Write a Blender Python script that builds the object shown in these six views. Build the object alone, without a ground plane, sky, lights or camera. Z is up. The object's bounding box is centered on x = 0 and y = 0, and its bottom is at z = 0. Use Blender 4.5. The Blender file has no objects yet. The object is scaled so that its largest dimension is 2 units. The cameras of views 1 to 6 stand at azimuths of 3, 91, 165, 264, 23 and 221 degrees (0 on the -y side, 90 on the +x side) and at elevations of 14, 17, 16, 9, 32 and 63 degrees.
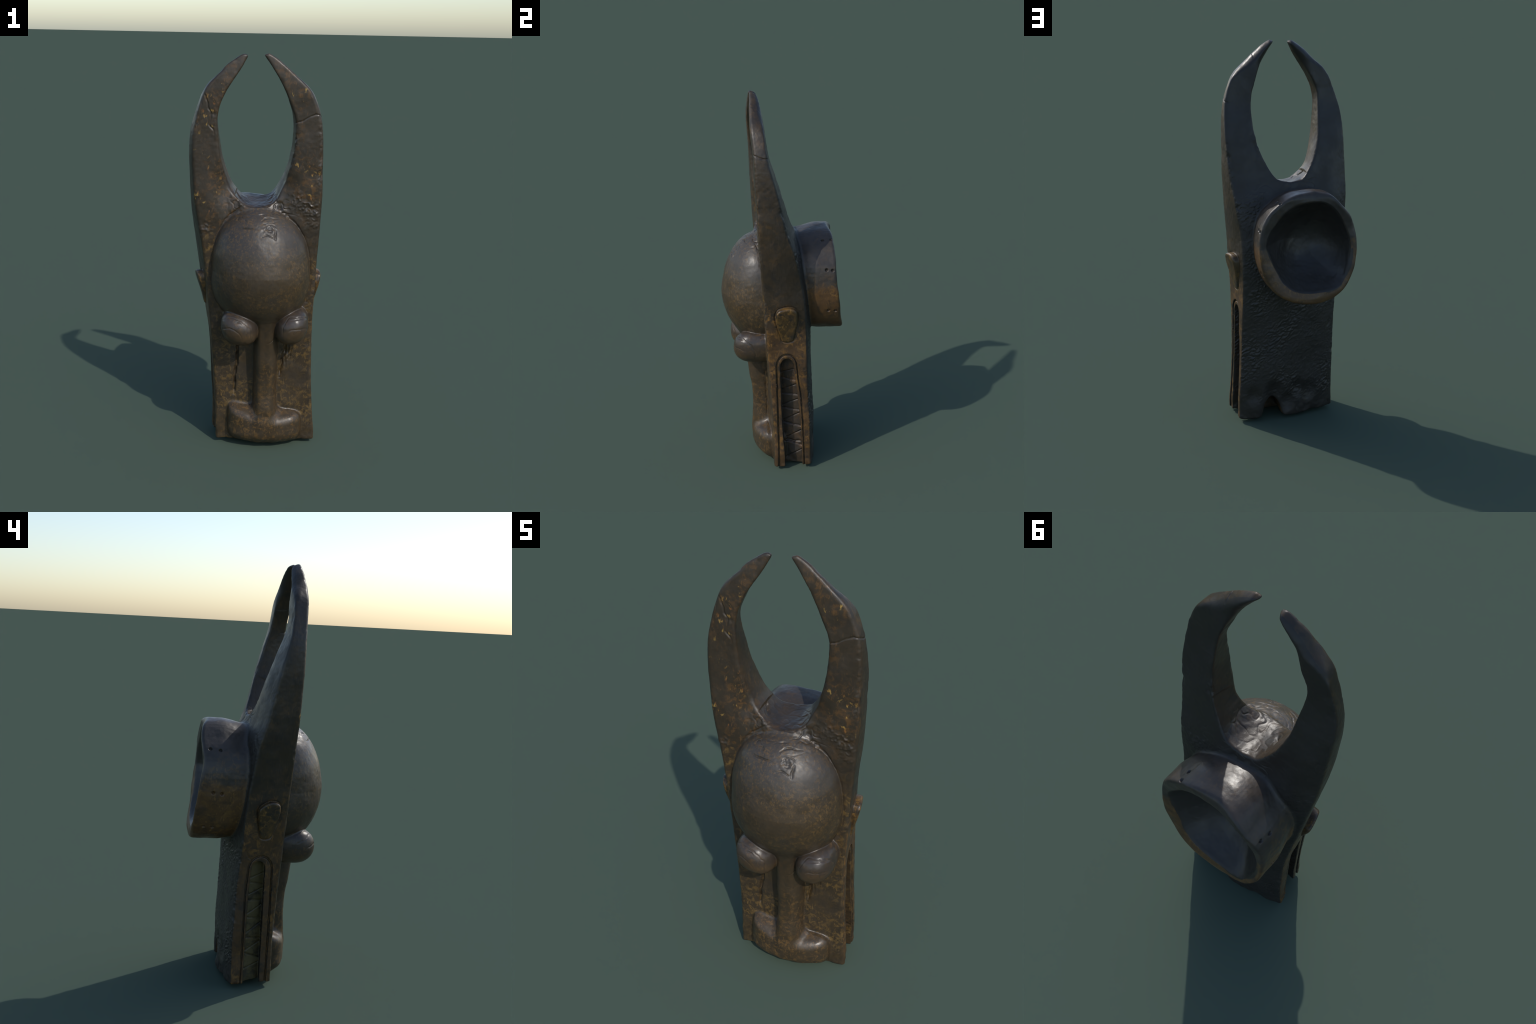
"""Carved wooden helmet mask: a horned slab with a domed forehead, bulging eyes,
a long nose ending in a T-shaped mouth, ears, toothed jaws and a hollow cup behind.

The carving is described by distance functions (one per carved part), joined with
soft creases, turned into one continuous surface and then cut into its parts."""
import math
import numpy as np

STEP = 0.0027                    # size of the surface cells, metres
f32 = np.float32


# ----------------------------------------------------------------- small tools
def curve(knots):
    """Smooth function of height through (height, value) control points."""
    k = np.array(knots, float)
    x, y = k[:, 0], k[:, 1]
    h = np.diff(x)
    s = np.diff(y) / h
    m = np.zeros(len(x))
    m[0], m[-1] = s[0], s[-1]
    same = s[:-1] * s[1:] > 0
    w1, w2 = 2 * h[1:] + h[:-1], h[1:] + 2 * h[:-1]
    with np.errstate(divide="ignore", invalid="ignore"):
        inner = (w1 + w2) / (w1 / s[:-1] + w2 / s[1:])
    m[1:-1] = np.where(same, inner, 0)
    tx = np.linspace(x[0], x[-1], 1200)
    i = np.clip(np.searchsorted(x, tx) - 1, 0, len(h) - 1)
    t = (tx - x[i]) / h[i]
    ty = ((1 + 2 * t) * (1 - t) ** 2 * y[i] + t * (1 - t) ** 2 * h[i] * m[i]
          + t * t * (3 - 2 * t) * y[i + 1] + t * t * (t - 1) * h[i] * m[i + 1])
    return lambda q: np.interp(q, tx, ty).astype(f32)


def smin(a, b, k):
    h = np.maximum(k - np.abs(a - b), 0) / k
    return np.minimum(a, b) - h * h * k * 0.25


def smax(a, b, k):
    h = np.maximum(k - np.abs(a - b), 0) / k
    return np.maximum(a, b) + h * h * k * 0.25


def step(a, b, x):
    t = np.clip((x - a) / (b - a), 0, 1)
    return t * t * (3 - 2 * t)


def noise(x, y, z, scale, seed=0):
    """Gradient noise, about -1..1."""
    x, y, z = x * scale + 13.7, y * scale + 5.1, z * scale + 9.3
    xi, yi, zi = np.floor(x), np.floor(y), np.floor(z)
    fx, fy, fz = x - xi, y - yi, z - zi
    xi, yi, zi = xi.astype(np.int64), yi.astype(np.int64), zi.astype(np.int64)
    ux, uy, uz = (t * t * t * (t * (t * 6 - 15) + 10) for t in (fx, fy, fz))
    out = 0
    for i in (0, 1):
        for j in (0, 1):
            for k in (0, 1):
                h = ((xi + i) * 374761393 + (yi + j) * 668265263 + (zi + k) * 2147483647 + seed * 974634777) & 0xFFFFFFFF
                h = ((h ^ (h >> 13)) * 1274126177) & 0xFFFFFFFF
                h = h ^ (h >> 16)
                a = (h & 1023) * (2 * math.pi / 1024)
                b = ((h >> 10) & 1023) * (2.0 / 1023) - 1
                r = np.sqrt(1 - b * b)
                g = np.cos(a) * r * (fx - i) + np.sin(a) * r * (fy - j) + b * (fz - k)
                out = out + g * (ux if i else 1 - ux) * (uy if j else 1 - uy) * (uz if k else 1 - uz)
    return out * 1.5


def fbm(x, y, z, scale, octaves=3, seed=0):
    s, a = 0, 1.0
    for o in range(octaves):
        s = s + a * noise(x, y, z, scale * 2 ** o, seed + o * 17)
        a *= 0.5
    return s


def spline(points, n=8, closed=False):
    """Catmull-Rom polyline through 2D or 3D control points."""
    p = np.array(points, float)
    p = np.vstack([p[-1:], p, p[:2]]) if closed else np.vstack([2 * p[:1] - p[1:2], p, 2 * p[-1:] - p[-2:-1]])
    t = np.linspace(0, 1, n, endpoint=False)[:, None]
    out = []
    for a, b, c, d in zip(p[:-3], p[1:-2], p[2:-1], p[3:]):
        out.append(0.5 * (2 * b + (c - a) * t + (2 * a - 5 * b + 4 * c - d) * t ** 2 + (3 * b - a - 3 * c + d) * t ** 3))
    out = np.vstack(out)
    return out if closed else np.vstack([out, p[-2:-1]])


def polygon_distance(u, v, poly):
    """Signed distance to a closed 2D polygon (negative inside)."""
    best = np.full(u.shape, 1e9)
    inside = np.zeros(u.shape, bool)
    for (ax, ay), (bx, by) in zip(poly, np.roll(poly, -1, 0)):
        ex, ey = bx - ax, by - ay
        wx, wy = u - ax, v - ay
        t = np.clip((wx * ex + wy * ey) / (ex * ex + ey * ey + 1e-12), 0, 1)
        best = np.minimum(best, (wx - ex * t) ** 2 + (wy - ey * t) ** 2)
        if ay != by:
            inside ^= ((ay > v) != (by > v)) & (u < ex * (v - ay) / ey + ax)
    return np.where(inside, -1, 1) * np.sqrt(best)


class Field2D:
    """A 2D distance field kept on a fine grid and read back smoothly."""
    def __init__(self, poly, lo, hi, cell=0.004):
        self.lo, self.cell = np.array(lo), cell
        u = np.arange(lo[0], hi[0], cell)
        v = np.arange(lo[1], hi[1], cell)
        self.d = polygon_distance(*np.meshgrid(u, v, indexing="ij"), poly)
        self.n = self.d.shape

    def __call__(self, u, v):
        a = np.clip((u - self.lo[0]) / self.cell, 0, self.n[0] - 1.001)
        b = np.clip((v - self.lo[1]) / self.cell, 0, self.n[1] - 1.001)
        i, j = a.astype(np.int32), b.astype(np.int32)
        a, b = a - i, b - j
        d = self.d
        return (d[i, j] * (1 - a) * (1 - b) + d[i + 1, j] * a * (1 - b) + d[i, j + 1] * (1 - a) * b + d[i + 1, j + 1] * a * b).astype(f32)


def line_distance(x, y, z, points):
    """Distance to a 3D polyline."""
    best = np.full(np.shape(x), 1e9)
    p = np.array(points, float)
    for a, b in zip(p[:-1], p[1:]):
        e = b - a
        t = np.clip(((x - a[0]) * e[0] + (y - a[1]) * e[1] + (z - a[2]) * e[2]) / (e @ e + 1e-12), 0, 1)
        best = np.minimum(best, (x - a[0] - e[0] * t) ** 2 + (y - a[1] - e[1] * t) ** 2 + (z - a[2] - e[2] * t) ** 2)
    return np.sqrt(best)


# ------------------------------------------------------------- the horned slab
TURN = 0.08                      # the mask stands turned: y grows by this much per x
front_y = curve([(-.1, -.09), (.2, -.088), (.45, -.096), (.65, -.108), (.85, -.118), (1.1, -.129), (1.3, -.137),
                 (1.5, -.143), (1.7, -.147), (1.85, -.156), (2.1, -.135)])
back_y = curve([(-.1, .103), (.2, .108), (.4, .102), (.6, .098), (.8, .098), (.94, .092), (1.03, .08), (1.12, .065),
                (1.19, .05), (1.29, .015), (1.38, -.008), (1.5, -.03), (1.6, -.055), (1.7, -.08), (1.84, -.097),
                (1.96, -.112), (2.1, -.13)])
back_bulge = curve([(-.1, .046), (.2, .044), (.5, .045), (1.0, .048), (1.25, .046), (1.4, .042), (1.55, .03), (1.75, .02), (2.1, .018)])
mid_x = curve([(-.1, .062), (.5, .035), (1.0, .012), (1.5, 0.), (2.1, 0.)])
half_w = curve([(-.1, .26), (.6, .26), (1.0, .275), (1.4, .32), (2.1, .32)])

# silhouettes of the slab at its front and at its back: side edges, then the gap between the horns (x, z)
side_right_front = [(.327, -.2), (.327, -.1), (.325, .05), (.317, .13), (.309, .24), (.302, .37), (.299, .53), (.299, .7), (.304, .82),
                    (.309, .96), (.316, 1.11), (.322, 1.25), (.324, 1.42), (.320, 1.567), (.313, 1.664), (.300, 1.727),
                    (.272, 1.798), (.247, 1.841), (.211, 1.878), (.160, 1.924), (.108, 1.97), (.060, 1.999), (.043, 1.999)]
gap_front = [(.031, 1.990), (.062, 1.945), (.102, 1.885), (.137, 1.82), (.163, 1.758), (.183, 1.71), (.191, 1.66), (.186, 1.564),
             (.175, 1.505), (.160, 1.44), (.145, 1.39), (.122, 1.34), (.101, 1.300), (.056, 1.270), (.0, 1.262), (-.042, 1.270), (-.087, 1.308), (-.122, 1.346),
             (-.147, 1.411), (-.167, 1.485), (-.180, 1.583), (-.185, 1.666), (-.182, 1.714), (-.168, 1.767), (-.141, 1.824),
             (-.108, 1.875), (-.075, 1.924), (-.053, 1.967), (-.042, 1.988)]
side_left_front = [(-.05, 1.997), (-.075, 1.996), (-.133, 1.956), (-.175, 1.913), (-.213, 1.87), (-.241, 1.832), (-.265, 1.77),
                   (-.287, 1.69), (-.300, 1.61), (-.303, 1.5), (-.299, 1.41), (-.290, 1.28), (-.275, 1.18), (-.259, 1.086),
                   (-.246, .99), (-.236, .9), (-.228, .79), (-.218, .68), (-.210, .57), (-.199, .42), (-.191, .26), (-.187, .1), (-.184, -.1), (-.184, -.2)]
side_right_back = [(.299, -.2), (.299, -.1), (.299, .135), (.287, .3), (.274, .57), (.265, .78), (.262, .96), (.270, 1.07), (.282, 1.16),
                   (.292, 1.25), (.304, 1.35), (.314, 1.5), (.313, 1.6), (.306, 1.674), (.295, 1.735), (.270, 1.8), (.240, 1.848),
                   (.208, 1.880), (.158, 1.924), (.105, 1.97), (.060, 1.998), (.048, 1.998)]
gap_back = [(.036, 1.990), (.054, 1.963), (.084, 1.918), (.111, 1.874), (.138, 1.829), (.162, 1.769), (.173, 1.724), (.180, 1.66),
            (.178, 1.59), (.169, 1.53), (.151, 1.453), (.117, 1.377), (.083, 1.321), (.050, 1.297), (0., 1.287), (-.045, 1.290),
            (-.078, 1.298), (-.110, 1.333), (-.143, 1.383), (-.171, 1.46), (-.187, 1.526), (-.193, 1.604), (-.198, 1.671),
            (-.198, 1.735), (-.178, 1.792), (-.132, 1.871), (-.088, 1.922), (-.046, 1.972)]
side_left_back = [(-.05, 1.992), (-.070, 1.996), (-.130, 1.957), (-.176, 1.915), (-.231, 1.868), (-.258, 1.815), (-.276, 1.77),
                  (-.300, 1.70), (-.318, 1.63), (-.325, 1.53), (-.325, 1.42), (-.324, 1.3), (-.320, 1.2), (-.306, 1.07),
                  (-.284, .9), (-.262, .76), (-.243, .63), (-.231, .5), (-.225, .34), (-.220, .2), (-.221, -.1), (-.221, -.2)]
front_outline = Field2D(spline(side_right_front + gap_front + side_left_front, 5, True), (-.42, -.12), (.42, 2.1))
back_outline = Field2D(spline(side_right_back + gap_back + side_left_back, 5, True), (-.42, -.12), (.42, 2.1))
right_edge_front, right_edge_back = curve([(b, a) for a, b in side_right_front[:15]]), curve([(b, a) for a, b in side_right_back[:14]])
left_edge_front, left_edge_back = curve([(b, a) for a, b in side_left_front[:6:-1]]), curve([(b, a) for a, b in side_left_back[:7:-1]])


def depth_in_slab(x, y, z):
    yf = front_y(z) + TURN * x
    yf = yf + .030 * np.exp(-((z - 1.38) / .11) ** 2 - ((np.abs(x) - .13) / .06) ** 2)     # horn roots hollow out towards the dome
    yf = yf - .015 * np.exp(-((x - .066) / .15) ** 2) * step(.75, .6, z) * step(.05, .25, z)   # cheeks swell towards the nose
    yb = back_y(z) + TURN * x + back_bulge(z) * np.clip(1 - ((x - mid_x(z)) / half_w(z)) ** 2, -.5, 1)
    yb = yb + .017 * np.exp(-((x + .25) / .085) ** 2 - ((z - 1.36) / .2) ** 2) + .010 * step(-.08, -.2, x) * step(.75, .5, z)
    return yf, yb


def side_swell(x, z):
    """The sides of the block belly out a little between front and back edge."""
    return np.where(x > .15, .010 * step(.68, .92, z) * step(1.5, 1.25, z) + .002, np.where(x < -.1, .008 * step(.1, .3, z) * step(1.75, 1.5, z), 0))


def slab(x, y, z):
    yf, yb = depth_in_slab(x, y, z)
    s = np.clip((y - yf) / (yb - yf), 0, 1)
    outline = front_outline(x, z) * (1 - s) + (back_outline(x, z) - .006 + .013 * step(1.80, 1.92, z)) * s
    outline = outline - side_swell(x, z) * 4 * s * (1 - s)
    d = smax(outline, yf - y, .014)
    d = smax(d, y - yb, .012 + .03 * step(1.80, 1.90, z))
    low = .014 + .006 * step(-.05, -.2, x) + .005 * np.sin(31 * x + 9 * y) * np.sin(17 * y - 13 * x + 1)
    return smax(d, low - z, .012)


# ------------------------------------------------------------------- the face
def dome(x, y, z):
    c = (.030, -.09, .95)
    dz = z - c[2]
    up, down = np.maximum(dz, 0), np.maximum(-dz, 0)
    dx, dy = x - c[0] + .04 * up, y - c[1] + .01 * (x - c[0])
    wide = .2425 * (1 + .55 * np.minimum(down, .22))
    deep = .235 * (1 - .42 * np.minimum(up, .3))
    p = np.where(dz > 0, 2.3, 2.0)
    q = np.sqrt((dx / wide) ** 2 + (dy / deep) ** 2)
    e = (q ** p + np.abs(dz / np.where(dz > 0, .309, .295)) ** p) ** (1 / p)
    return (e - 1) * .23


EYES = ((.196, -.165, .674), (-.064, -.196, .670))
EYE_AIM = [np.array(a) / np.linalg.norm(a) for a in ((.13, -.9, -.33), (-.22, -.9, -.33))]


def eye(x, y, z, i):
    c, a = EYES[i], EYE_AIM[i]
    side = 1 - 2 * i
    dx, dy, dz = x - c[0], y - c[1], z - c[2]
    tilt = dz - .16 * side * dx
    rx, rz = (.082, .088) if i == 0 else (.092, .087)
    q = (np.abs(dx / rx) ** 2.3 + np.abs(tilt / rz) ** 2.3) ** (1 / 2.3)
    fwd = np.where(dy < 0, dy / (.101 - .003 * i), dy / .2)
    e = (q ** 2.2 + np.abs(fwd) ** 2.2) ** (1 / 2.2)
    return (e - 1) * .085


nose_y = curve([(-.1, -.13), (.1, -.166), (.2, -.183), (.3, -.177), (.4, -.181), (.46, -.191), (.53, -.199), (.6, -.209), (.9, -.25)])


def rounded_box(dx, dy, dz, hx, hy, hz, r):
    a, b, c = np.abs(dx) - hx + r, np.abs(dy) - hy + r, np.abs(dz) - hz + r
    return np.sqrt(np.maximum(a, 0) ** 2 + np.maximum(b, 0) ** 2 + np.maximum(c, 0) ** 2) + np.minimum(np.maximum(a, np.maximum(b, c)), 0) - r


def nose(x, y, z):
    cx = .0665 + .004 * (z - .4)
    top = nose_y(z) + TURN * (x - cx) * .3
    a = np.abs(x - cx)
    w = .060 + .004 * step(.26, .17, z)
    d = smax(a - w, top - y + 1.0 * np.maximum(a - .02, 0) ** 2 / .06, .05)
    return np.maximum(np.maximum(d, y - .0), np.maximum(.08 - z, z - .8))


def mouth(x, y, z):
    cx = .065
    t = (x - cx) / .192
    front = -.184 + .055 * (x - cx) + .056 * t * t + .55 * np.maximum(.085 - z, 0) ** 2 / .05
    top = .182 - .030 * t + .55 * np.clip(y + .15, -.05, .05)
    bottom = .004 + .03 * np.maximum(-t, 0) ** 2 + .012 * t ** 4
    d = smax(front - y, z - top, .03)
    d = smax(d, bottom - z, .05)
    return np.maximum(smax(d, np.abs(x - cx) - .192, .05), y - .0)


# ---------------------------------------------------------- ears, jaws, teeth
def side_depth(x, y, z, right):
    """How far a point lies outside the side of the slab (negative = in the wood)."""
    yf, yb = depth_in_slab(x, y, z)
    s = np.clip((y - yf) / (yb - yf), 0, 1)
    if right:
        return x - (right_edge_front(z) * (1 - s) + (right_edge_back(z) + .006) * s + side_swell(x, z) * 4 * s * (1 - s))
    return (left_edge_front(z) * (1 - s) + (left_edge_back(z) - .006) * s - side_swell(x, z) * 4 * s * (1 - s)) - x


EAR = (spline([(-.037, .880), (-.022, .912), (.015, .923), (.052, .919), (.073, .896), (.077, .845), (.066, .79), (.053, .735), (.002, .732), (-.014, .77), (-.034, .84)], 5, True),
       spline([(.004, .85), (.002, .888), (-.022, .911), (-.052, .922), (-.080, .917), (-.095, .90), (-.096, .872), (-.088, .83), (-.069, .778), (-.054, .746), (-.015, .746), (-.004, .79)], 5, True))
ear_outline = [Field2D(e, (-.2, .6), (.2, 1.05), .003) for e in EAR]


def ear(x, y, z, i):
    out = side_depth(x, y, z, i == 0)
    height = .007 + (.024 - .001 * i) * step(.74, .93, z)
    return smax(smax(ear_outline[i](y, z), out - height, .012), -.03 - out, .01)


# jaw recesses: an arch open at the bottom; front edge, back edge and crown in (y, z)
def arch(y, z, front, back, crown):
    c, r = (front(z) + back(z)) / 2, (back(z) - front(z)) / 2
    d_side = np.abs(y - c) - r
    cap = z - (crown - 1.25 * r)
    d_cap = np.sqrt((y - c) ** 2 + (np.maximum(cap, 0) / 1.25) ** 2) - r
    return np.where(cap > 0, d_cap, d_side)


JAW = (dict(front=curve([(-.1, .0), (.1, -.006), (.25, -.015), (.6, -.019), (.9, -.019)]),
            back=curve([(-.1, .088), (.15, .088), (.25, .083), (.42, .070), (.6, .054), (.9, .05)]), crown=.632),
       dict(front=curve([(-.1, -.048), (.1, -.046), (.6, -.045), (.9, -.045)]),
            back=curve([(-.1, .034), (.2, .030), (.45, .028), (.6, .020), (.9, .01)]), crown=.630))
LIP = (dict(front=curve([(-.1, -.045), (.1, -.037), (.6, -.038), (.9, -.038)]),
            back=curve([(-.1, .1), (.2, .097), (.4, .09), (.6, .070), (.9, .07)]), crown=.657),
       dict(front=curve([(-.1, -.075), (.3, -.079), (.6, -.078), (.9, -.078)]),
            back=curve([(-.1, .049), (.2, .044), (.45, .044), (.6, .036), (.9, .03)]), crown=.656))
# zigzag between neighbouring teeth: (y, z) from the back edge to the front edge and back
ZIGZAG = ([(.049, .558), (-.016, .535), (-.018, .505), (.056, .492), (.063, .470), (-.015, .436), (-.016, .412), (.068, .410), (.070, .385), (-.014, .347),
           (-.014, .330), (.074, .321), (.077, .306), (-.013, .256), (-.012, .246), (.084, .228), (.086, .206), (-.004, .155), (.0, .14), (.088, .115), (.088, .095), (.0, .04)],
          [(-.042, .562), (.022, .541), (.025, .522), (-.046, .503), (-.046, .488), (.027, .459), (.028, .432), (-.045, .424), (-.045, .405), (.029, .361),
           (.029, .346), (-.046, .331), (-.046, .315), (.030, .265), (.030, .244), (-.044, .231), (-.044, .216), (.031, .173), (.031, .162), (-.044, .133), (-.044, .110), (.033, .083)])


def jaw_floor(y, z, i):
    """Depth of the tooth row below the side of the slab."""
    j = JAW[i]
    t = np.clip((y - j["front"](z)) / (j["back"](z) - j["front"](z)), 0, 1)
    return (.068 - .028 * t) if i == 0 else (.050 - .020 * t)


def zig_lines(y, z, i):
    best = 1e9
    p = ZIGZAG[i]
    for (ay, az), (by, bz) in zip(p[0::2], p[1::2]):
        ey, ez = by - ay, bz - az
        t = np.clip(((y - ay) * ey + (z - az) * ez) / (ey * ey + ez * ez), 0, 1)
        best = np.minimum(best, np.hypot(y - ay - ey * t, z - az - ez * t))
    return best


def tooth_index(y, z, i):
    """Number of the tooth, counted down from the crown of the arch."""
    p = ZIGZAG[i]
    n = np.zeros(np.shape(y), int)
    for (ay, az), (by, bz) in zip(p[0::2], p[1::2]):
        n += z < az + (y - ay) * (bz - az) / (by - ay)
    return n


def cut_jaw(d, x, y, z, i):
    depth = -side_depth(x, y, z, i == 0)
    a = arch(y, z, **JAW[i])
    lip = arch(y, z, **LIP[i])
    zig = zig_lines(y, z, i)
    floor = jaw_floor(y, z, i) + .005 * np.exp(-(zig / .0032) ** 2) + .003 * (tooth_index(y, z, i) % 2)
    near = smax(a, depth - floor, .006)
    d = smax(d, -near, .006)
    line = np.maximum(np.abs(lip) - .0035, depth - .011)
    line = np.where(z < .72, line, 1)
    sunk = np.maximum(lip, depth - .004)
    return smax(smax(d, -line, .004), -sunk, .005)


# ------------------------------------------------------------------ the cup
RIM = spline([(.221, 1.03), (.209, 1.115), (.172, 1.185), (.113, 1.235), (.045, 1.27), (-.04, 1.282), (-.107, 1.282), (-.165, 1.262),
              (-.215, 1.212), (-.266, 1.15), (-.293, 1.06), (-.292, .95), (-.271, .86), (-.229, .785), (-.168, .733), (-.100, .713),
              (-.03, .712), (.04, .725), (.110, .757), (.164, .802), (.198, .865), (.218, .945)], 4, True)
HOLE = spline([(.190, 1.03), (.172, 1.09), (.138, 1.137), (.105, 1.178), (.06, 1.212), (0., 1.233), (-.10, 1.237), (-.155, 1.215),
               (-.203, 1.165), (-.238, 1.10), (-.262, 1.035), (-.263, .96), (-.247, .886), (-.222, .822), (-.186, .788), (-.125, .769),
               (-.03, .767), (.045, .783), (.098, .82), (.130, .866), (.158, .930), (.180, .985)], 4, True)
rim_outline = Field2D(RIM, (-.5, .5), (.5, 1.5))
hole_outline = Field2D(HOLE, (-.5, .5), (.5, 1.5))
rim_y = curve([(.5, .320), (.7, .320), (.77, .318), (.86, .306), (.95, .292), (1.08, .286), (1.17, .285), (1.24, .279), (1.28, .266), (1.5, .24)])
CUP_DEPTH = .158


def cup(x, y, z):
    wave = -.005 + .006 * np.sin(11 * x + 19 * z) + .004 * np.sin(21 * x - 5 * z) * np.sin(19 * z + 2)
    ry = rim_y(z) + .03 * (x + .03) + wave
    flare = -.024 * step(.19, .06, y)
    d = rim_outline(x, z + .010) - flare
    d = smax(d, y - ry, .017)
    return np.maximum(d, .04 - y)


def cup_hollow(x, y, z):
    ry = rim_y(z) + .03 * (x + .03)
    d = hole_outline(x, z + .008)
    far = np.hypot(x + .075, z - 1.0)
    u = np.clip(1 - far / np.maximum(far - d, .01), 0, 1)
    bowl = CUP_DEPTH * (1 - (1 - u) ** 2.3)
    return smax(d - .012 * step(.02, 0., ry - y), (ry - bowl - y) * .75, .02)


def back_notch(x, y, z):
    return smax(np.sqrt(((x - .128) / .054) ** 2 + (np.maximum(z, 0) / .128) ** 2) * .045 - .045, -.03 - y, .02)


SCOOPS = ((.235, .15, .05, .010), (.045, .10, .06, .016), (-.09, .14, .06, .010), (.12, .16, .06, .022), (-.02, .17, .05, .009))
PARTS = ("slab", "dome", "eye_right", "eye_left", "nose", "mouth", "ear_right", "ear_left", "cup")


def carving(x, y, z, want_parts=False):
    ds = slab(x, y, z)
    dd = dome(x, y, z)
    dc = cup(x, y, z)
    crease = np.exp(-(dd / .007) ** 2) * .006 * step(1.27, 1.22, z)
    ds = ds + crease
    low = z < .72
    if low.any():
        part = ds[low]
        for i in (0, 1):
            part = cut_jaw(part, x[low], y[low], z[low], i)
        ds = ds.copy()
        ds[low] = part
    ds = smax(ds, -back_notch(x, y, z), .03)
    for cx, cz, r, sink in SCOOPS:
        cy = back_y(cz) + TURN * cx + back_bulge(cz) * (1 - ((cx - .06) / .26) ** 2)
        ball = np.sqrt((x - cx) ** 2 + (y - cy - r + sink) ** 2 + ((z - cz) / 1.25) ** 2) - r
        ds = smax(ds, -ball, .02)
    eyes = [eye(x, y, z, i) for i in (0, 1)]
    nn, mm = nose(x, y, z), mouth(x, y, z)
    ears = [ear(x, y, z, i) for i in (0, 1)]
    for i in (0, 1):
        ds = ds + .005 * np.exp(-(ears[i] / .005) ** 2)
    hollow = cup_hollow(x, y, z)
    dc = smax(dc, -hollow, .02)
    if want_parts:
        return [ds, dd, eyes[0], eyes[1], nn, mm, ears[0], ears[1], dc]
    d = smin(ds, dd, .006 + .03 * step(1.21, 1.27, z))
    front = smin(nn, mm, .035)
    d = smin(d, smin(front, dd, .03), .012)
    for e in eyes:
        d = smin(d, e, .008)
    for e in ears:
        d = smin(d, e, .006)
    d = smin(d, dc, .016)
    return smax(d, -hollow, .012)


def gradient(fn, p, e=.0012):
    """Tetrahedral finite differences."""
    g = np.zeros_like(p)
    for k in ((1, -1, -1), (-1, -1, 1), (-1, 1, -1), (1, 1, 1)):
        k = np.array(k, float)
        g += k * fn(*(p + k * e).T)[:, None]
    return g / (4 * e)


# @@BUILD
import bpy

LO, HI = np.array((-.36, -.36, -.03)), np.array((.36, .36, 2.03))


def in_chunks(fn, p, n=400000):
    return np.concatenate([fn(*p[i:i + n].T) for i in range(0, len(p), n)]) if len(p) else np.zeros(0)


def surface():
    """Surface nets over the carving, evaluated only near its surface."""
    block = 8
    nb = np.ceil((HI - LO) / (STEP * block)).astype(int)
    n = nb * block + 1
    ax = [LO[i] + np.arange(n[i]) * STEP for i in range(3)]
    cg = np.stack(np.meshgrid(*[a[::block] for a in ax], indexing="ij"), -1).reshape(-1, 3)
    cd = in_chunks(carving, cg).reshape(nb + 1)
    reach = STEP * block * 1.25
    corner = np.stack([cd[i:i + nb[0], j:j + nb[1], k:k + nb[2]] for i in (0, 1) for j in (0, 1) for k in (0, 1)])
    live = (np.abs(corner).min(0) < reach) | ((corner.min(0) < 0) & (corner.max(0) > 0))
    D = np.repeat(np.repeat(np.repeat(np.where(corner.mean(0) < 0, -1, 1).astype(f32), block, 0), block, 1), block, 2)
    D = np.pad(D, ((0, 1), (0, 1), (0, 1)), mode="edge")
    need = np.zeros(n, bool)
    L = np.repeat(np.repeat(np.repeat(live, block, 0), block, 1), block, 2)
    for i in (0, 1):
        for j in (0, 1):
            for k in (0, 1):
                need[i:i + L.shape[0], j:j + L.shape[1], k:k + L.shape[2]] |= L
    idx = np.argwhere(need)
    D[need] = in_chunks(carving, LO + idx * STEP)
    D[D == 0] = 1e-6
    S = D < 0
    mixed = np.zeros(n - 1, np.int8)
    for i in (0, 1):
        for j in (0, 1):
            for k in (0, 1):
                mixed += S[i:n[0] - 1 + i, j:n[1] - 1 + j, k:n[2] - 1 + k]
    cells = np.argwhere((mixed > 0) & (mixed < 8))
    number = np.full(n - 1, -1, np.int64)
    number[tuple(cells.T)] = np.arange(len(cells))
    val = {c: D[cells[:, 0] + c[0], cells[:, 1] + c[1], cells[:, 2] + c[2]] for c in np.ndindex(2, 2, 2)}
    pos, cnt = np.zeros((len(cells), 3)), np.zeros(len(cells))
    for a in np.ndindex(2, 2, 2):
        for axis in range(3):
            if a[axis] == 0:
                b = list(a)
                b[axis] = 1
                va, vb = val[a], val[tuple(b)]
                hit = (va < 0) != (vb < 0)
                t = np.where(hit, va / np.where(hit, va - vb, 1), 0)
                q = np.tile(np.array(a, float), (len(cells), 1))
                q[:, axis] += t
                pos += q * hit[:, None]
                cnt += hit
    verts = LO + (cells + pos / cnt[:, None]) * STEP
    quads = []
    for axis in range(3):
        u, v = (axis + 1) % 3, (axis + 2) % 3
        a = [slice(1, -1)] * 3
        a[axis] = slice(0, -1)
        b = list(a)
        b[axis] = slice(1, None)
        s0, s1 = S[tuple(a)], S[tuple(b)]
        e = np.argwhere(s0 != s1)
        flip = s0[tuple(e.T)]
        off = np.ones(3, int)
        off[axis] = 0
        e = e + off
        du, dv = np.eye(3, dtype=int)[u], np.eye(3, dtype=int)[v]
        ring = [number[tuple((e - x).T)] for x in (du + dv, dv, 0 * du, du)]
        q = np.stack(ring, 1)
        q[~flip] = q[~flip][:, ::-1]
        quads.append(q)
    return verts, np.vstack(quads)


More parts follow.
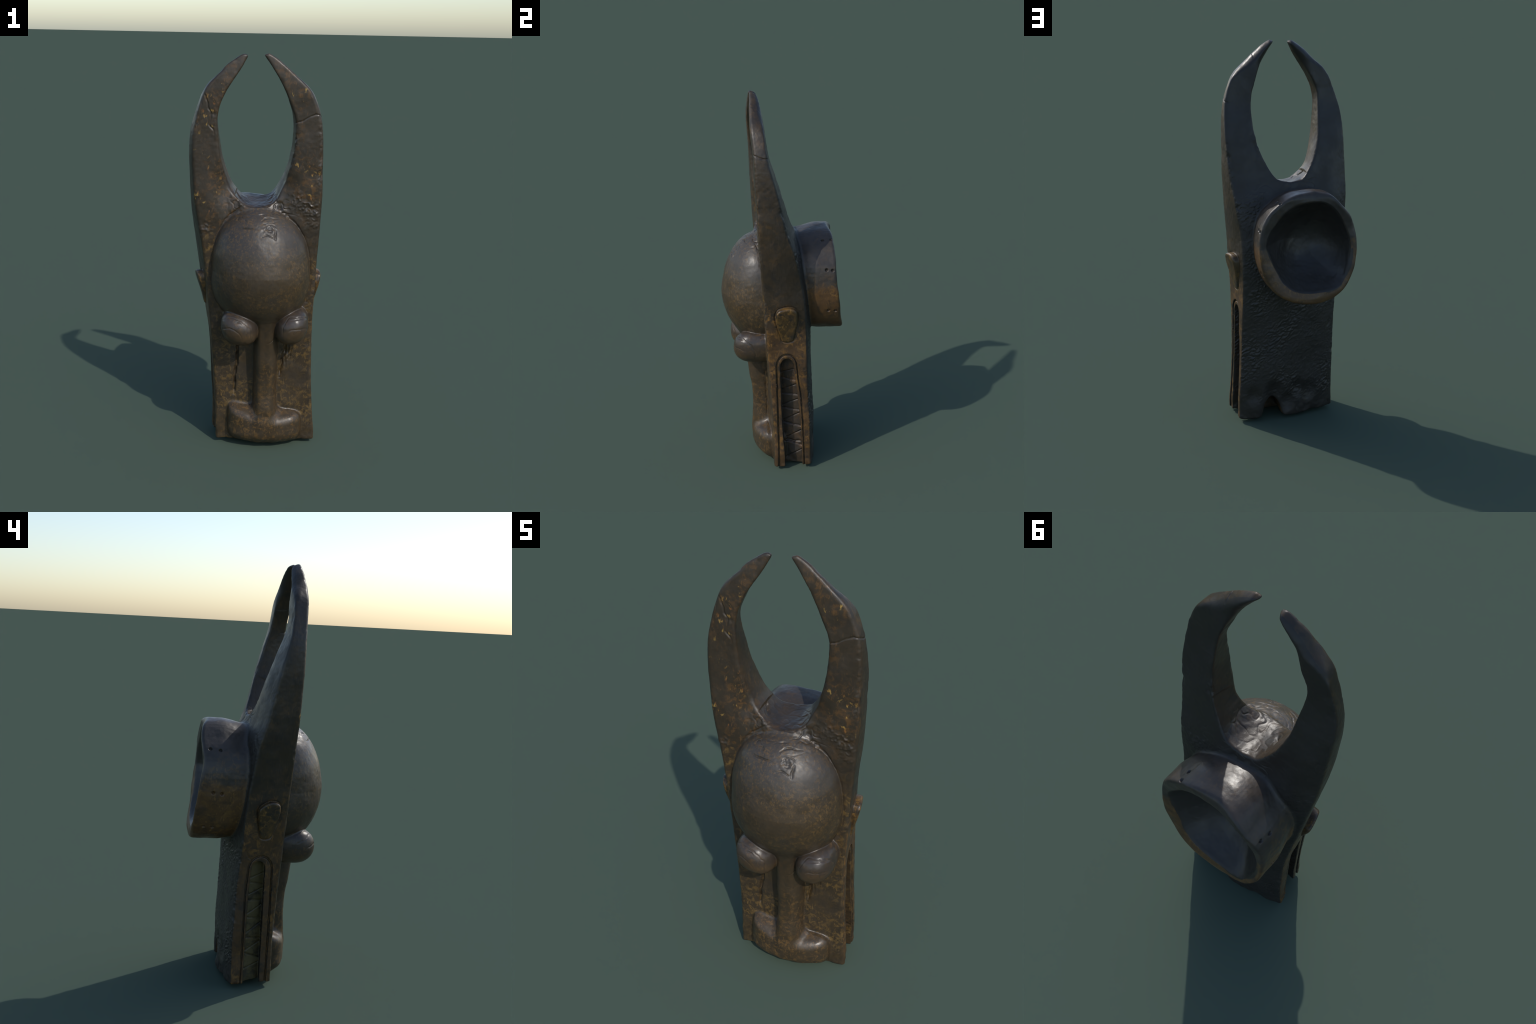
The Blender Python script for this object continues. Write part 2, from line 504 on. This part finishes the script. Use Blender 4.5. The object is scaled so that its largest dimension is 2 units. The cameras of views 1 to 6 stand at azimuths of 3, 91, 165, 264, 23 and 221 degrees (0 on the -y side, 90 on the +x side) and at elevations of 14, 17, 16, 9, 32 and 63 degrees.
def finish_surface(v):
    for _ in range(2):
        g = np.vstack([gradient(carving, v[i:i + 300000]) for i in range(0, len(v), 300000)])
        d = in_chunks(carving, v)
        g2 = (g * g).sum(1)
        move = -(d / np.maximum(g2, .05))[:, None] * g
        size = np.linalg.norm(move, axis=1, keepdims=True)
        v = v + move * np.minimum(1, .5 * STEP / np.maximum(size, 1e-9))
    return v


verts, quads = surface()
verts = finish_surface(verts)


def vertex_normals(v, q):
    n = np.cross(v[q[:, 2]] - v[q[:, 0]], v[q[:, 3]] - v[q[:, 1]])
    out = np.zeros_like(v)
    for k in range(4):
        for c in range(3):
            out[:, c] += np.bincount(q[:, k], n[:, c], len(v))
    return out / np.maximum(np.linalg.norm(out, axis=1, keepdims=True), 1e-12)


smooth_normals = vertex_normals(verts, quads)


# ------------------------------------------------- carving marks, cracks, wear
def on_surface(points, n=6):
    """Spread control points along a spline and drop them onto the carving."""
    p = spline(points, n)
    for _ in range(8):
        g = gradient(carving, p)
        p = p - np.clip(carving(*p.T) / np.maximum((g * g).sum(1), .1), -.02, .02)[:, None] * g
    return p


def groove(line, width, depth):
    """Depth cut by a groove along a line lying on the surface."""
    lo, hi = line.min(0) - 3 * width, line.max(0) + 3 * width
    near = ((verts > lo) & (verts < hi)).all(1)
    out = np.zeros(len(verts))
    if near.any():
        p = verts[near]
        p = p + .0035 * np.stack([noise(*p.T, 45, 31), noise(*p.T, 45, 32), noise(*p.T, 45, 33)], 1)
        ends = np.minimum(np.linalg.norm(p - line[0], axis=1), np.linalg.norm(p - line[-1], axis=1))
        out[near] = depth * np.exp(-(line_distance(*p.T, line) / width) ** 2) * (.25 + .75 * step(0, .03, ends)) * (.8 + .5 * noise(*p.T, 30, 34))
    return out


# (control points, half width, depth) of every crack and incised line
CRACKS = [
    # crack right round the tip of one horn
    ([(.186, -.10, 1.677), (.192, -.127, 1.679), (.218, -.129, 1.689), (.242, -.128, 1.702), (.268, -.126, 1.714), (.3, -.119, 1.719), (.303, -.085, 1.705), (.29, -.06, 1.695)], .003, .005),
    # ragged split on the other horn
    ([(-.246, -.172, 1.813), (-.231, -.17, 1.771), (-.227, -.168, 1.742), (-.215, -.165, 1.723), (-.219, -.164, 1.694), (-.222, -.164, 1.665), (-.207, -.162, 1.641), (-.202, -.162, 1.622)], .0034, .006),
    ([(-.262, -.172, 1.80), (-.262, -.17, 1.76), (-.272, -.168, 1.70), (-.285, -.166, 1.64)], .003, .003),
    # cracks in the crown of the dome
    ([(-.079, -.229, 1.185), (-.048, -.246, 1.186), (-.011, -.256, 1.188), (.019, -.26, 1.187)], .0034, .008),
    ([(.042, -.226, 1.23), (.055, -.214, 1.24), (.087, -.202, 1.241), (.110, -.194, 1.236), (.124, -.182, 1.232)], .0036, .006),
    ([(-.069, -.21, 1.214), (-.051, -.212, 1.225), (-.031, -.228, 1.217), (-.008, -.237, 1.215)], .003, .004),
    ([(.109, -.242, 1.18), (.109, -.256, 1.159), (.110, -.266, 1.138)], .0045, .013),
    ([(.044, -.278, 1.153), (.059, -.272, 1.159), (.077, -.269, 1.157), (.091, -.268, 1.15), (.105, -.266, 1.143)], .0034, .007),
    ([(.055, -.249, 1.20), (.075, -.237, 1.210), (.100, -.23, 1.207), (.113, -.232, 1.195)], .003, .005),
    ([(.0, -.20, 1.245), (.03, -.19, 1.25), (.07, -.18, 1.252)], .003, .004),
    # splits beside the nose
    ([(-.074, -.105, .58), (-.079, -.105, .496), (-.081, -.103, .448), (-.088, -.101, .411), (-.093, -.099, .341), (-.094, -.097, .275)], .0055, .018),
    ([(.170, -.087, .57), (.165, -.087, .52), (.151, -.085, .477), (.142, -.084, .424), (.136, -.082, .376)], .007, .016),
    ([(.200, -.085, .55), (.194, -.084, .509), (.180, -.082, .472)], .004, .010),
    ([(.185, -.085, .56), (.182, -.085, .52), (.172, -.085, .49)], .004, .008),
    ([(.078, -.207, .59), (.099, -.203, .6), (.123, -.214, .615)], .003, .004),
    ([(.125, -.1, .52), (.128, -.1, .40), (.129, -.1, .30), (.132, -.1, .235)], .004, .005),
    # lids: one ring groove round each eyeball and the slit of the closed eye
    ([(.151, -.26, .640), (.151, -.26, .666), (.153, -.257, .695), (.166, -.251, .723), (.184, -.235, .744), (.22, -.24, .748), (.263, -.209, .739), (.278, -.169, .709), (.279, -.15, .665), (.272, -.15, .62)], .003, .0028),
    ([(.179, -.268, .674), (.198, -.269, .686), (.235, -.262, .688), (.268, -.231, .683), (.278, -.19, .672)], .003, .0026),
    ([(.184, -.25, .731), (.215, -.249, .736), (.242, -.238, .739), (.273, -.2, .727)], .003, .003),
    ([(-.152, -.2, .70), (-.148, -.239, .722), (-.122, -.259, .739), (-.084, -.268, .741), (-.046, -.279, .727), (-.017, -.282, .707), (.006, -.274, .676), (.007, -.275, .641), (-.002, -.26, .615)], .003, .0028),
    ([(-.145, -.24, .672), (-.129, -.281, .685), (-.105, -.294, .69), (-.076, -.299, .681), (-.048, -.3, .657), (-.04, -.295, .635)], .003, .0026),
    ([(-.085, -.285, .722), (-.062, -.29, .724), (-.05, -.29, .716)], .0035, .005),
    # chipped teeth, side and cup cracks
    ([(.277, .0, .135), (.277, .017, .143), (.28, .037, .136), (.284, .068, .140), (.297, .089, .138)], .005, .008),
    ([(-.248, .054, .689), (-.24, .036, .651), (-.235, .017, .644)], .003, .004),
    ([(-.271, .145, .89), (-.262, .162, .859), (-.25, .183, .832)], .003, .003),
    # dark pits and ragged lines where the horn roots meet the dome
    ([(.118, -.095, 1.275), (.122, -.11, 1.258), (.130, -.125, 1.243)], .010, .016),
    ([(-.095, -.03, 1.335), (-.082, -.06, 1.31), (-.072, -.09, 1.29)], .006, .009),
    ([(-.154, -.145, 1.189), (-.126, -.144, 1.223), (-.094, -.141, 1.247), (-.058, -.123, 1.271)], .004, .006),
    ([(.149, -.14, 1.235), (.178, -.129, 1.215), (.207, -.117, 1.18), (.231, -.111, 1.141), (.249, -.108, 1.107)], .004, .005),
]
DRILLED = [(.118, .218, 1.237), (.116, .263, 1.242), (.218, .234, 1.096), (.219, .265, 1.093), (.193, .242, .872), (.191, .278, .869),
           (-.264, .235, 1.156), (-.264, .189, 1.149), (-.284, .215, .958), (-.284, .177, .954), (-.23, .252, .796), (-.227, .211, .792),
           (-.01, .20, .715), (-.01, .25, .715)]

vx, vy, vz = verts.T
nx, ny, nz = smooth_normals.T
part_of = np.argmin(np.stack(carving(vx, vy, vz, want_parts=True)), 0)
is_slab, is_dome, is_cup = part_of == 0, part_of == 1, part_of == 8
move = .0014 * fbm(vx, vy, vz, 7, 3, 1) + .0005 * noise(vx, vy, vz, 55, 2)

# wrinkled crust on the crown of the dome and in the saddle between the horns
crown = step(1.14, 1.25, vz) * step(.20, .12, np.abs(vx - .03)) * step(.12, .04, vy) * (is_dome | is_slab) * step(1.35, 1.28, vz)
folds = fbm(vx + .02 * noise(vx, vy, vz, 9, 21), vy, vz, 15, 3, 5)
broken = step(-.1, .5, noise(vx, vy, vz, 9, 22)) * (.35 + .65 * step(-.20, -.06, vy))
move += crown * (.25 + .75 * broken) * (.007 * (np.maximum(folds, -.15)) - .004 * np.exp(-(noise(vx, vy, vz * 1.6, 21, 6) / .09) ** 2))
# shallow facets of the knife on dome, nose and cup
move += (is_dome | is_cup) * .0016 * noise(vx, vy, vz, 16, 8)

# chisel wrinkles over the back
rear = is_slab * step(.35, .7, ny) * step(.06, .16, vz) * step(1.30, 1.12, vz)
patchy = step(-.35, .35, noise(vx, vy, vz, 6, 9))
bend = .35 * noise(vx, vy, vz, 5, 10)
chisel = fbm(vx + bend * .02, vy * 0, vz * 1.3 + .5 * vx, 33, 3, 11)
move += rear * (.25 + .75 * patchy) * (.0055 * np.abs(chisel) - .002)
# crust on the horn roots
for cx, cz, rx, rz, amount in ((.255, 1.265, .06, .035, .006), (.28, 1.20, .04, .06, .004), (.20, 1.31, .05, .04, .004), (-.245, 1.16, .035, .04, .004), (-.08, 1.29, .04, .03, .005)):
    m = np.exp(-((vx - cx) / rx) ** 2 - ((vz - cz) / rz) ** 2) * step(-.15, -.6, ny) * is_slab
    move += m * amount * (1.2 * np.maximum(noise(vx, vy, vz, 70, 12), 0) + .8 * noise(vx, vy, vz, 35, 13))

# knocks along the edges of slab and horns
yf, yb = depth_in_slab(vx, vy, vz)
edge = is_slab * (np.exp(-(np.abs(vy - yf) / .012) ** 2) + np.exp(-(np.abs(vy - yb) / .012) ** 2)) * np.exp(-(np.minimum(np.abs(front_outline(vx, vz)), np.abs(back_outline(vx, vz))) / .012) ** 2)
worn = step(-.1, .5, noise(vx, vy, vz, 5, 23))
move -= edge * ((.002 + .007 * worn) * np.maximum(noise(vx, vy, vz, 24, 14) - .05, 0) + .0025 * worn * np.maximum(noise(vx, vy, vz, 80, 15), 0))
# ragged lower rim
foot = step(.10, .02, vz)
move += foot * (.004 * fbm(vx, vy, vz, 22, 2, 16))
# flaked dome scar
scar = np.exp(-((vx - .078) / .03) ** 2 - ((vz - 1.183) / .022) ** 2) * is_dome
move += scar * (.005 * noise(vx, vy, vz, 45, 18) + .003 * noise(vx, vy, vz, 90, 19) - .002)
# worn flesh of the ragged hole beside the nose
torn = np.exp(-((vx - .16) / .03) ** 2 - ((vz - .5) / .07) ** 2) * (ny < -.3) * is_slab
move += torn * .008 * (noise(vx * 2.2, vy, vz * .7, 35, 20) - .5)
for pts, w, depth in CRACKS:
    jitter = on_surface(pts)
    move -= groove(jitter, w, depth)
for c in DRILLED:
    c = on_surface([c, c], 1)[:1]
    near = np.linalg.norm(verts - c, axis=1)
    move -= .010 * step(.0095, .0035, near)
verts = verts + smooth_normals * move[:, None]
verts[:, 2] = np.maximum(verts[:, 2], .003)
normals = vertex_normals(verts, quads)


# ---------------------------------------------------------------- splitting
centre = verts[quads].mean(1)
face_n = smooth_normals[quads].mean(1)
part = np.argmin(np.stack(carving(*centre.T, want_parts=True)), 0)
cx, cy, cz = centre.T
KINDS = ["head", "forehead", "eye", "eye", "nose", "mouth", "ear", "ear", "neck_cup"]
key = part.copy()
horn = (part == 0) & (cz > 1.26) & (cz > 1.26 + .35 * (.16 - np.abs(cx)))
key[horn & (cx > 0)] = 20
key[horn & (cx <= 0)] = 21
labels = dict(enumerate(KINDS)) | {20: "horn", 21: "horn"} | {k: "tooth" for k in range(100, 200)}
for i in (0, 1):
    inside = (part == 0) & (cz < .66) & ((cx > .15) if i == 0 else (cx < -.08))
    a = arch(cy, cz, **JAW[i])
    dep = -side_depth(cx, cy, cz, i == 0)
    is_floor = inside & (a < .003) & (dep > jaw_floor(cy, cz, i) - .005)
    key[is_floor] = 100 + 50 * i + tooth_index(cy, cz, i)[is_floor]
for k, n in zip(*np.unique(key, return_counts=True)):
    if n < 40:
        key[key == k] = 0
# which way each face of the block was worked: 0 front, 1 side, 2 back
face_kind = np.where(face_n[:, 1] < -.55, 0, np.where(face_n[:, 1] > .5, 2, 1))


# ---------------------------------------------------------------- materials
class Nodes:
    def __init__(self, name):
        self.m = bpy.data.materials.new(name)
        self.m.use_nodes = True
        self.t = self.m.node_tree
        self.bsdf = self.t.nodes["Principled BSDF"]
        self.coord = self.t.nodes.new("ShaderNodeTexCoord").outputs["Object"]

    def put(self, socket, value):
        if isinstance(value, bpy.types.NodeSocket):
            self.t.links.new(value, socket)
        else:
            socket.default_value = value

    def scaled(self, sx, sy, sz, shift=0.0):
        n = self.t.nodes.new("ShaderNodeMapping")
        self.put(n.inputs["Vector"], self.coord)
        n.inputs["Scale"].default_value = (sx, sy, sz)
        n.inputs["Location"].default_value = (shift, shift * 1.7, shift * .6)
        return n.outputs[0]

    def noise(self, scale, detail=4, rough=.55, vector=None, distortion=0.0, shift=0.0):
        n = self.t.nodes.new("ShaderNodeTexNoise")
        self.put(n.inputs["Vector"], vector if vector is not None else self.scaled(1, 1, 1, shift))
        n.inputs["Scale"].default_value = scale
        n.inputs["Detail"].default_value = detail
        n.inputs["Roughness"].default_value = rough
        n.inputs["Distortion"].default_value = distortion
        return n.outputs["Fac"]

    def ramp(self, value, lo, hi, a=0.0, b=1.0):
        n = self.t.nodes.new("ShaderNodeMapRange")
        n.interpolation_type = "SMOOTHSTEP"
        for s, v in zip(("Value", "From Min", "From Max", "To Min", "To Max"), (value, lo, hi, a, b)):
            self.put(n.inputs[s], v)
        return n.outputs[0]

    def math(self, op, a, b=0.0):
        n = self.t.nodes.new("ShaderNodeMath")
        n.operation = op
        self.put(n.inputs[0], a)
        self.put(n.inputs[1], b)
        return n.outputs[0]

    def mix(self, fac, a, b):
        n = self.t.nodes.new("ShaderNodeMix")
        n.data_type = "RGBA"
        self.put(n.inputs["Factor"], fac)
        for s, v in ((n.inputs[6], a), (n.inputs[7], b)):
            self.put(s, (*v, 1) if isinstance(v, tuple) else v)
        return n.outputs[2]

    def axis(self, which):
        n = self.t.nodes.new("ShaderNodeSeparateXYZ")
        self.put(n.inputs[0], self.coord)
        return n.outputs[which]

    def bump(self, height, strength, distance, below=None):
        n = self.t.nodes.new("ShaderNodeBump")
        n.inputs["Strength"].default_value = strength
        n.inputs["Distance"].default_value = distance
        self.put(n.inputs["Height"], height)
        if below is not None:
            self.put(n.inputs["Normal"], below)
        return n.outputs[0]


UMBER, SOOT, OCHRE, RUST, GOLD, GREY, OLIVE = ((.046, .034, .022), (.020, .017, .014), (.105, .066, .022), (.105, .052, .019),
                                               (.36, .23, .06), (.050, .043, .039), (.066, .058, .022))


def wood(name, base=UMBER, dark=SOOT, dust=OCHRE, dusty=.5, dark_amount=.4, specks=.0, grey=None, grey_from=None, stain=None, rough=.40, grain=.5, dust_scale=30, low=None):
    w = Nodes(name)
    colour = w.mix(w.noise(5, 5), base, tuple(.72 * c for c in base))
    if stain:                                   # second colour below a wavy, fairly sharp tide line
        col2, level, soft = stain
        height = w.math("ADD", w.axis(2), w.math("MULTIPLY", w.noise(6, 4, shift=3), -.22))
        colour = w.mix(w.ramp(height, level, level - soft, 0, .9), colour, col2)
    if grey:                                    # patchy grey tint, fuller above grey_from where that is set
        fac = w.ramp(w.noise(3.2, 4, shift=7), .42, .62)
        if grey_from is not None:
            lift = w.math("ADD", w.axis(2), w.math("MULTIPLY", w.noise(4, 4, shift=8), .3))
            fac = w.math("MAXIMUM", w.math("MULTIPLY", fac, .5), w.ramp(lift, grey_from, grey_from + .2))
        colour = w.mix(fac, colour, grey)
    dirt = w.ramp(w.noise(13, 8, .68, distortion=.5, shift=1), .47, .62)
    colour = w.mix(w.math("MULTIPLY", dirt, dark_amount), colour, dark)
    broad = w.ramp(w.noise(4.5, 3, shift=5), .36, .60, .15, 1)
    if low:                                     # dust thins out above a ragged level
        height = w.math("ADD", w.axis(2), w.math("MULTIPLY", w.noise(5, 4, shift=9), -.3))
        broad = w.math("MULTIPLY", broad, w.ramp(height, low, low - .2, .22, 1))
    fine = w.ramp(w.noise(dust_scale, 8, .72, distortion=.6, shift=2), .47, .64)
    colour = w.mix(w.math("MULTIPLY", w.math("MULTIPLY", broad, fine), dusty), colour, dust)
    streak = w.ramp(w.noise(1, 3, .6, w.scaled(85, 85, 26)), .60, .70)
    thin = w.math("MULTIPLY", w.math("MULTIPLY", streak, broad), dusty * .55)
    colour = w.mix(thin, colour, tuple(min(1, 1.7 * c) for c in dust))
    if specks:
        group = w.ramp(w.noise(6.5, 2, shift=11), .50, .60)
        speck = w.math("MULTIPLY", w.ramp(w.noise(38, 5, .6, w.scaled(1.2, 1.2, .7, 4)), .58, .69), group)
        tint = w.mix(w.ramp(w.noise(22, 2, shift=14), .42, .60), (.16, .07, .022), GOLD)
        colour = w.mix(w.math("MULTIPLY", speck, specks), colour, tint)
    w.put(w.bsdf.inputs["Base Color"], colour)
    w.put(w.bsdf.inputs["Roughness"], w.ramp(w.noise(13, 5, shift=6), .3, .7, rough - .08, rough + .12))
    w.bsdf.inputs["Specular IOR Level"].default_value = .5
    n = w.bump(w.noise(1, 4, .6, w.scaled(95, 95, 9)), .18 * grain, .004)
    w.put(w.bsdf.inputs["Normal"], w.bump(w.noise(150, 3), .16, .0015, n))
    return w.m


M_FRONT = wood("face_wood", base=(.047, .033, .019), dusty=.95, dark_amount=.45, dust=(.122, .075, .025), dust_scale=38)
M_SIDE = wood("side_wood", base=(.041, .029, .017), dusty=1.0, dark_amount=.75, dust=(.165, .085, .023), grain=1.1, low=.86, dust_scale=26,
              stain=((.068, .037, .016), .80, .2))
M_BACK = wood("dark_back_wood", base=(.026, .022, .018), dusty=.15, dark_amount=.5, dust=(.05, .033, .018), rough=.46)
M_HORN = wood("horn_wood", base=(.038, .029, .019), dusty=.75, dark_amount=.35, dust=(.095, .050, .018), specks=1.0)
M_DOME = wood("grey_brown_dome_wood", base=(.051, .036, .020), dusty=.55, dark_amount=.3, dust=(.135, .078, .025), grey=(.042, .036, .030), grey_from=1.10, rough=.40, dust_scale=75)
M_EYE = wood("rubbed_wood", base=(.047, .036, .028), dusty=.6, dark_amount=.25, dust=(.12, .068, .025), stain=((.064, .041, .021), .58, .06), rough=.35, dust_scale=50)
M_NOSE = wood("nose_wood", base=(.052, .036, .020), dusty=.85, dark_amount=.35, dust=(.125, .070, .024), rough=.38, dust_scale=50)
M_EAR = wood("ear_wood", base=(.074, .045, .018), dusty=1.0, dark_amount=.85, dust=(.165, .090, .024))
M_TOOTH = wood("olive_tooth_wood", base=(.112, .090, .038), dusty=.6, dark_amount=1.0, dark=(.030, .024, .015), dust=(.15, .10, .03), rough=.5, dust_scale=45)  # olive base lightened to make up for shade inside the jaw recess
M_TOOTH_DARK = wood("dark_tooth_wood", base=(.040, .028, .017), dusty=.7, dark_amount=.8, dark=(.020, .016, .012), dust=(.12, .060, .02), rough=.52)
M_CUP = wood("cup_wood", base=(.048, .039, .032), dusty=1.0, dark_amount=.5, stain=((.098, .050, .018), .93, .06), dust=(.155, .082, .022), rough=.40, dust_scale=40, low=.98)
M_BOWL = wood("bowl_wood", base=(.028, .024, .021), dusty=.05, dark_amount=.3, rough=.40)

# ------------------------------------------------------------------- objects
def make_object(name, faces, materials, slot, parent):
    q = quads[faces]
    used, inv = np.unique(q, return_inverse=True)
    me = bpy.data.meshes.new(name)
    me.vertices.add(len(used))
    me.vertices.foreach_set("co", verts[used].astype(f32).ravel())
    me.loops.add(q.size)
    me.loops.foreach_set("vertex_index", inv.ravel().astype(np.int32))
    me.polygons.add(len(q))
    me.polygons.foreach_set("loop_start", np.arange(0, q.size, 4, dtype=np.int32))
    for m in materials:
        me.materials.append(m)
    me.polygons.foreach_set("material_index", slot[faces].astype(np.int32))
    me.polygons.foreach_set("use_smooth", np.ones(len(q), bool))
    me.update(calc_edges=True)
    me.normals_split_custom_set_from_vertices(normals[used].astype(f32))
    ob = bpy.data.objects.new(name, me)
    bpy.context.scene.collection.objects.link(ob)
    ob.parent = parent
    return ob


root = bpy.data.objects.new("carved_mask", None)
bpy.context.scene.collection.objects.link(root)
root["label"] = "dark carved wooden helmet mask with two tall horns"
root["category"] = "mask"

one = np.zeros(len(quads), int)
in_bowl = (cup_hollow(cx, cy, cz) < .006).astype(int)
upper = cz + .09 * noise(cx, cy, cz, 8, 41) + .05 * noise(cx, cy, cz, 30, 42) > 1.10
LOOK = {"head": ([M_FRONT, M_SIDE, M_BACK, M_HORN], np.where((face_kind == 0) & upper, 3, face_kind)), "horn": ([M_HORN, M_SIDE, M_BACK], face_kind), "forehead": ([M_DOME], one),
        "eye": ([M_EYE], one), "nose": ([M_NOSE], one), "mouth": ([M_NOSE], one), "ear": ([M_EAR], one), "tooth": ([M_TOOTH_DARK, M_TOOTH], (cx < 0).astype(int)),
        "neck_cup": ([M_CUP, M_BOWL], in_bowl)}
for k in sorted(set(key.tolist())):
    make_object(labels[k], key == k, *LOOK[labels[k]], root)
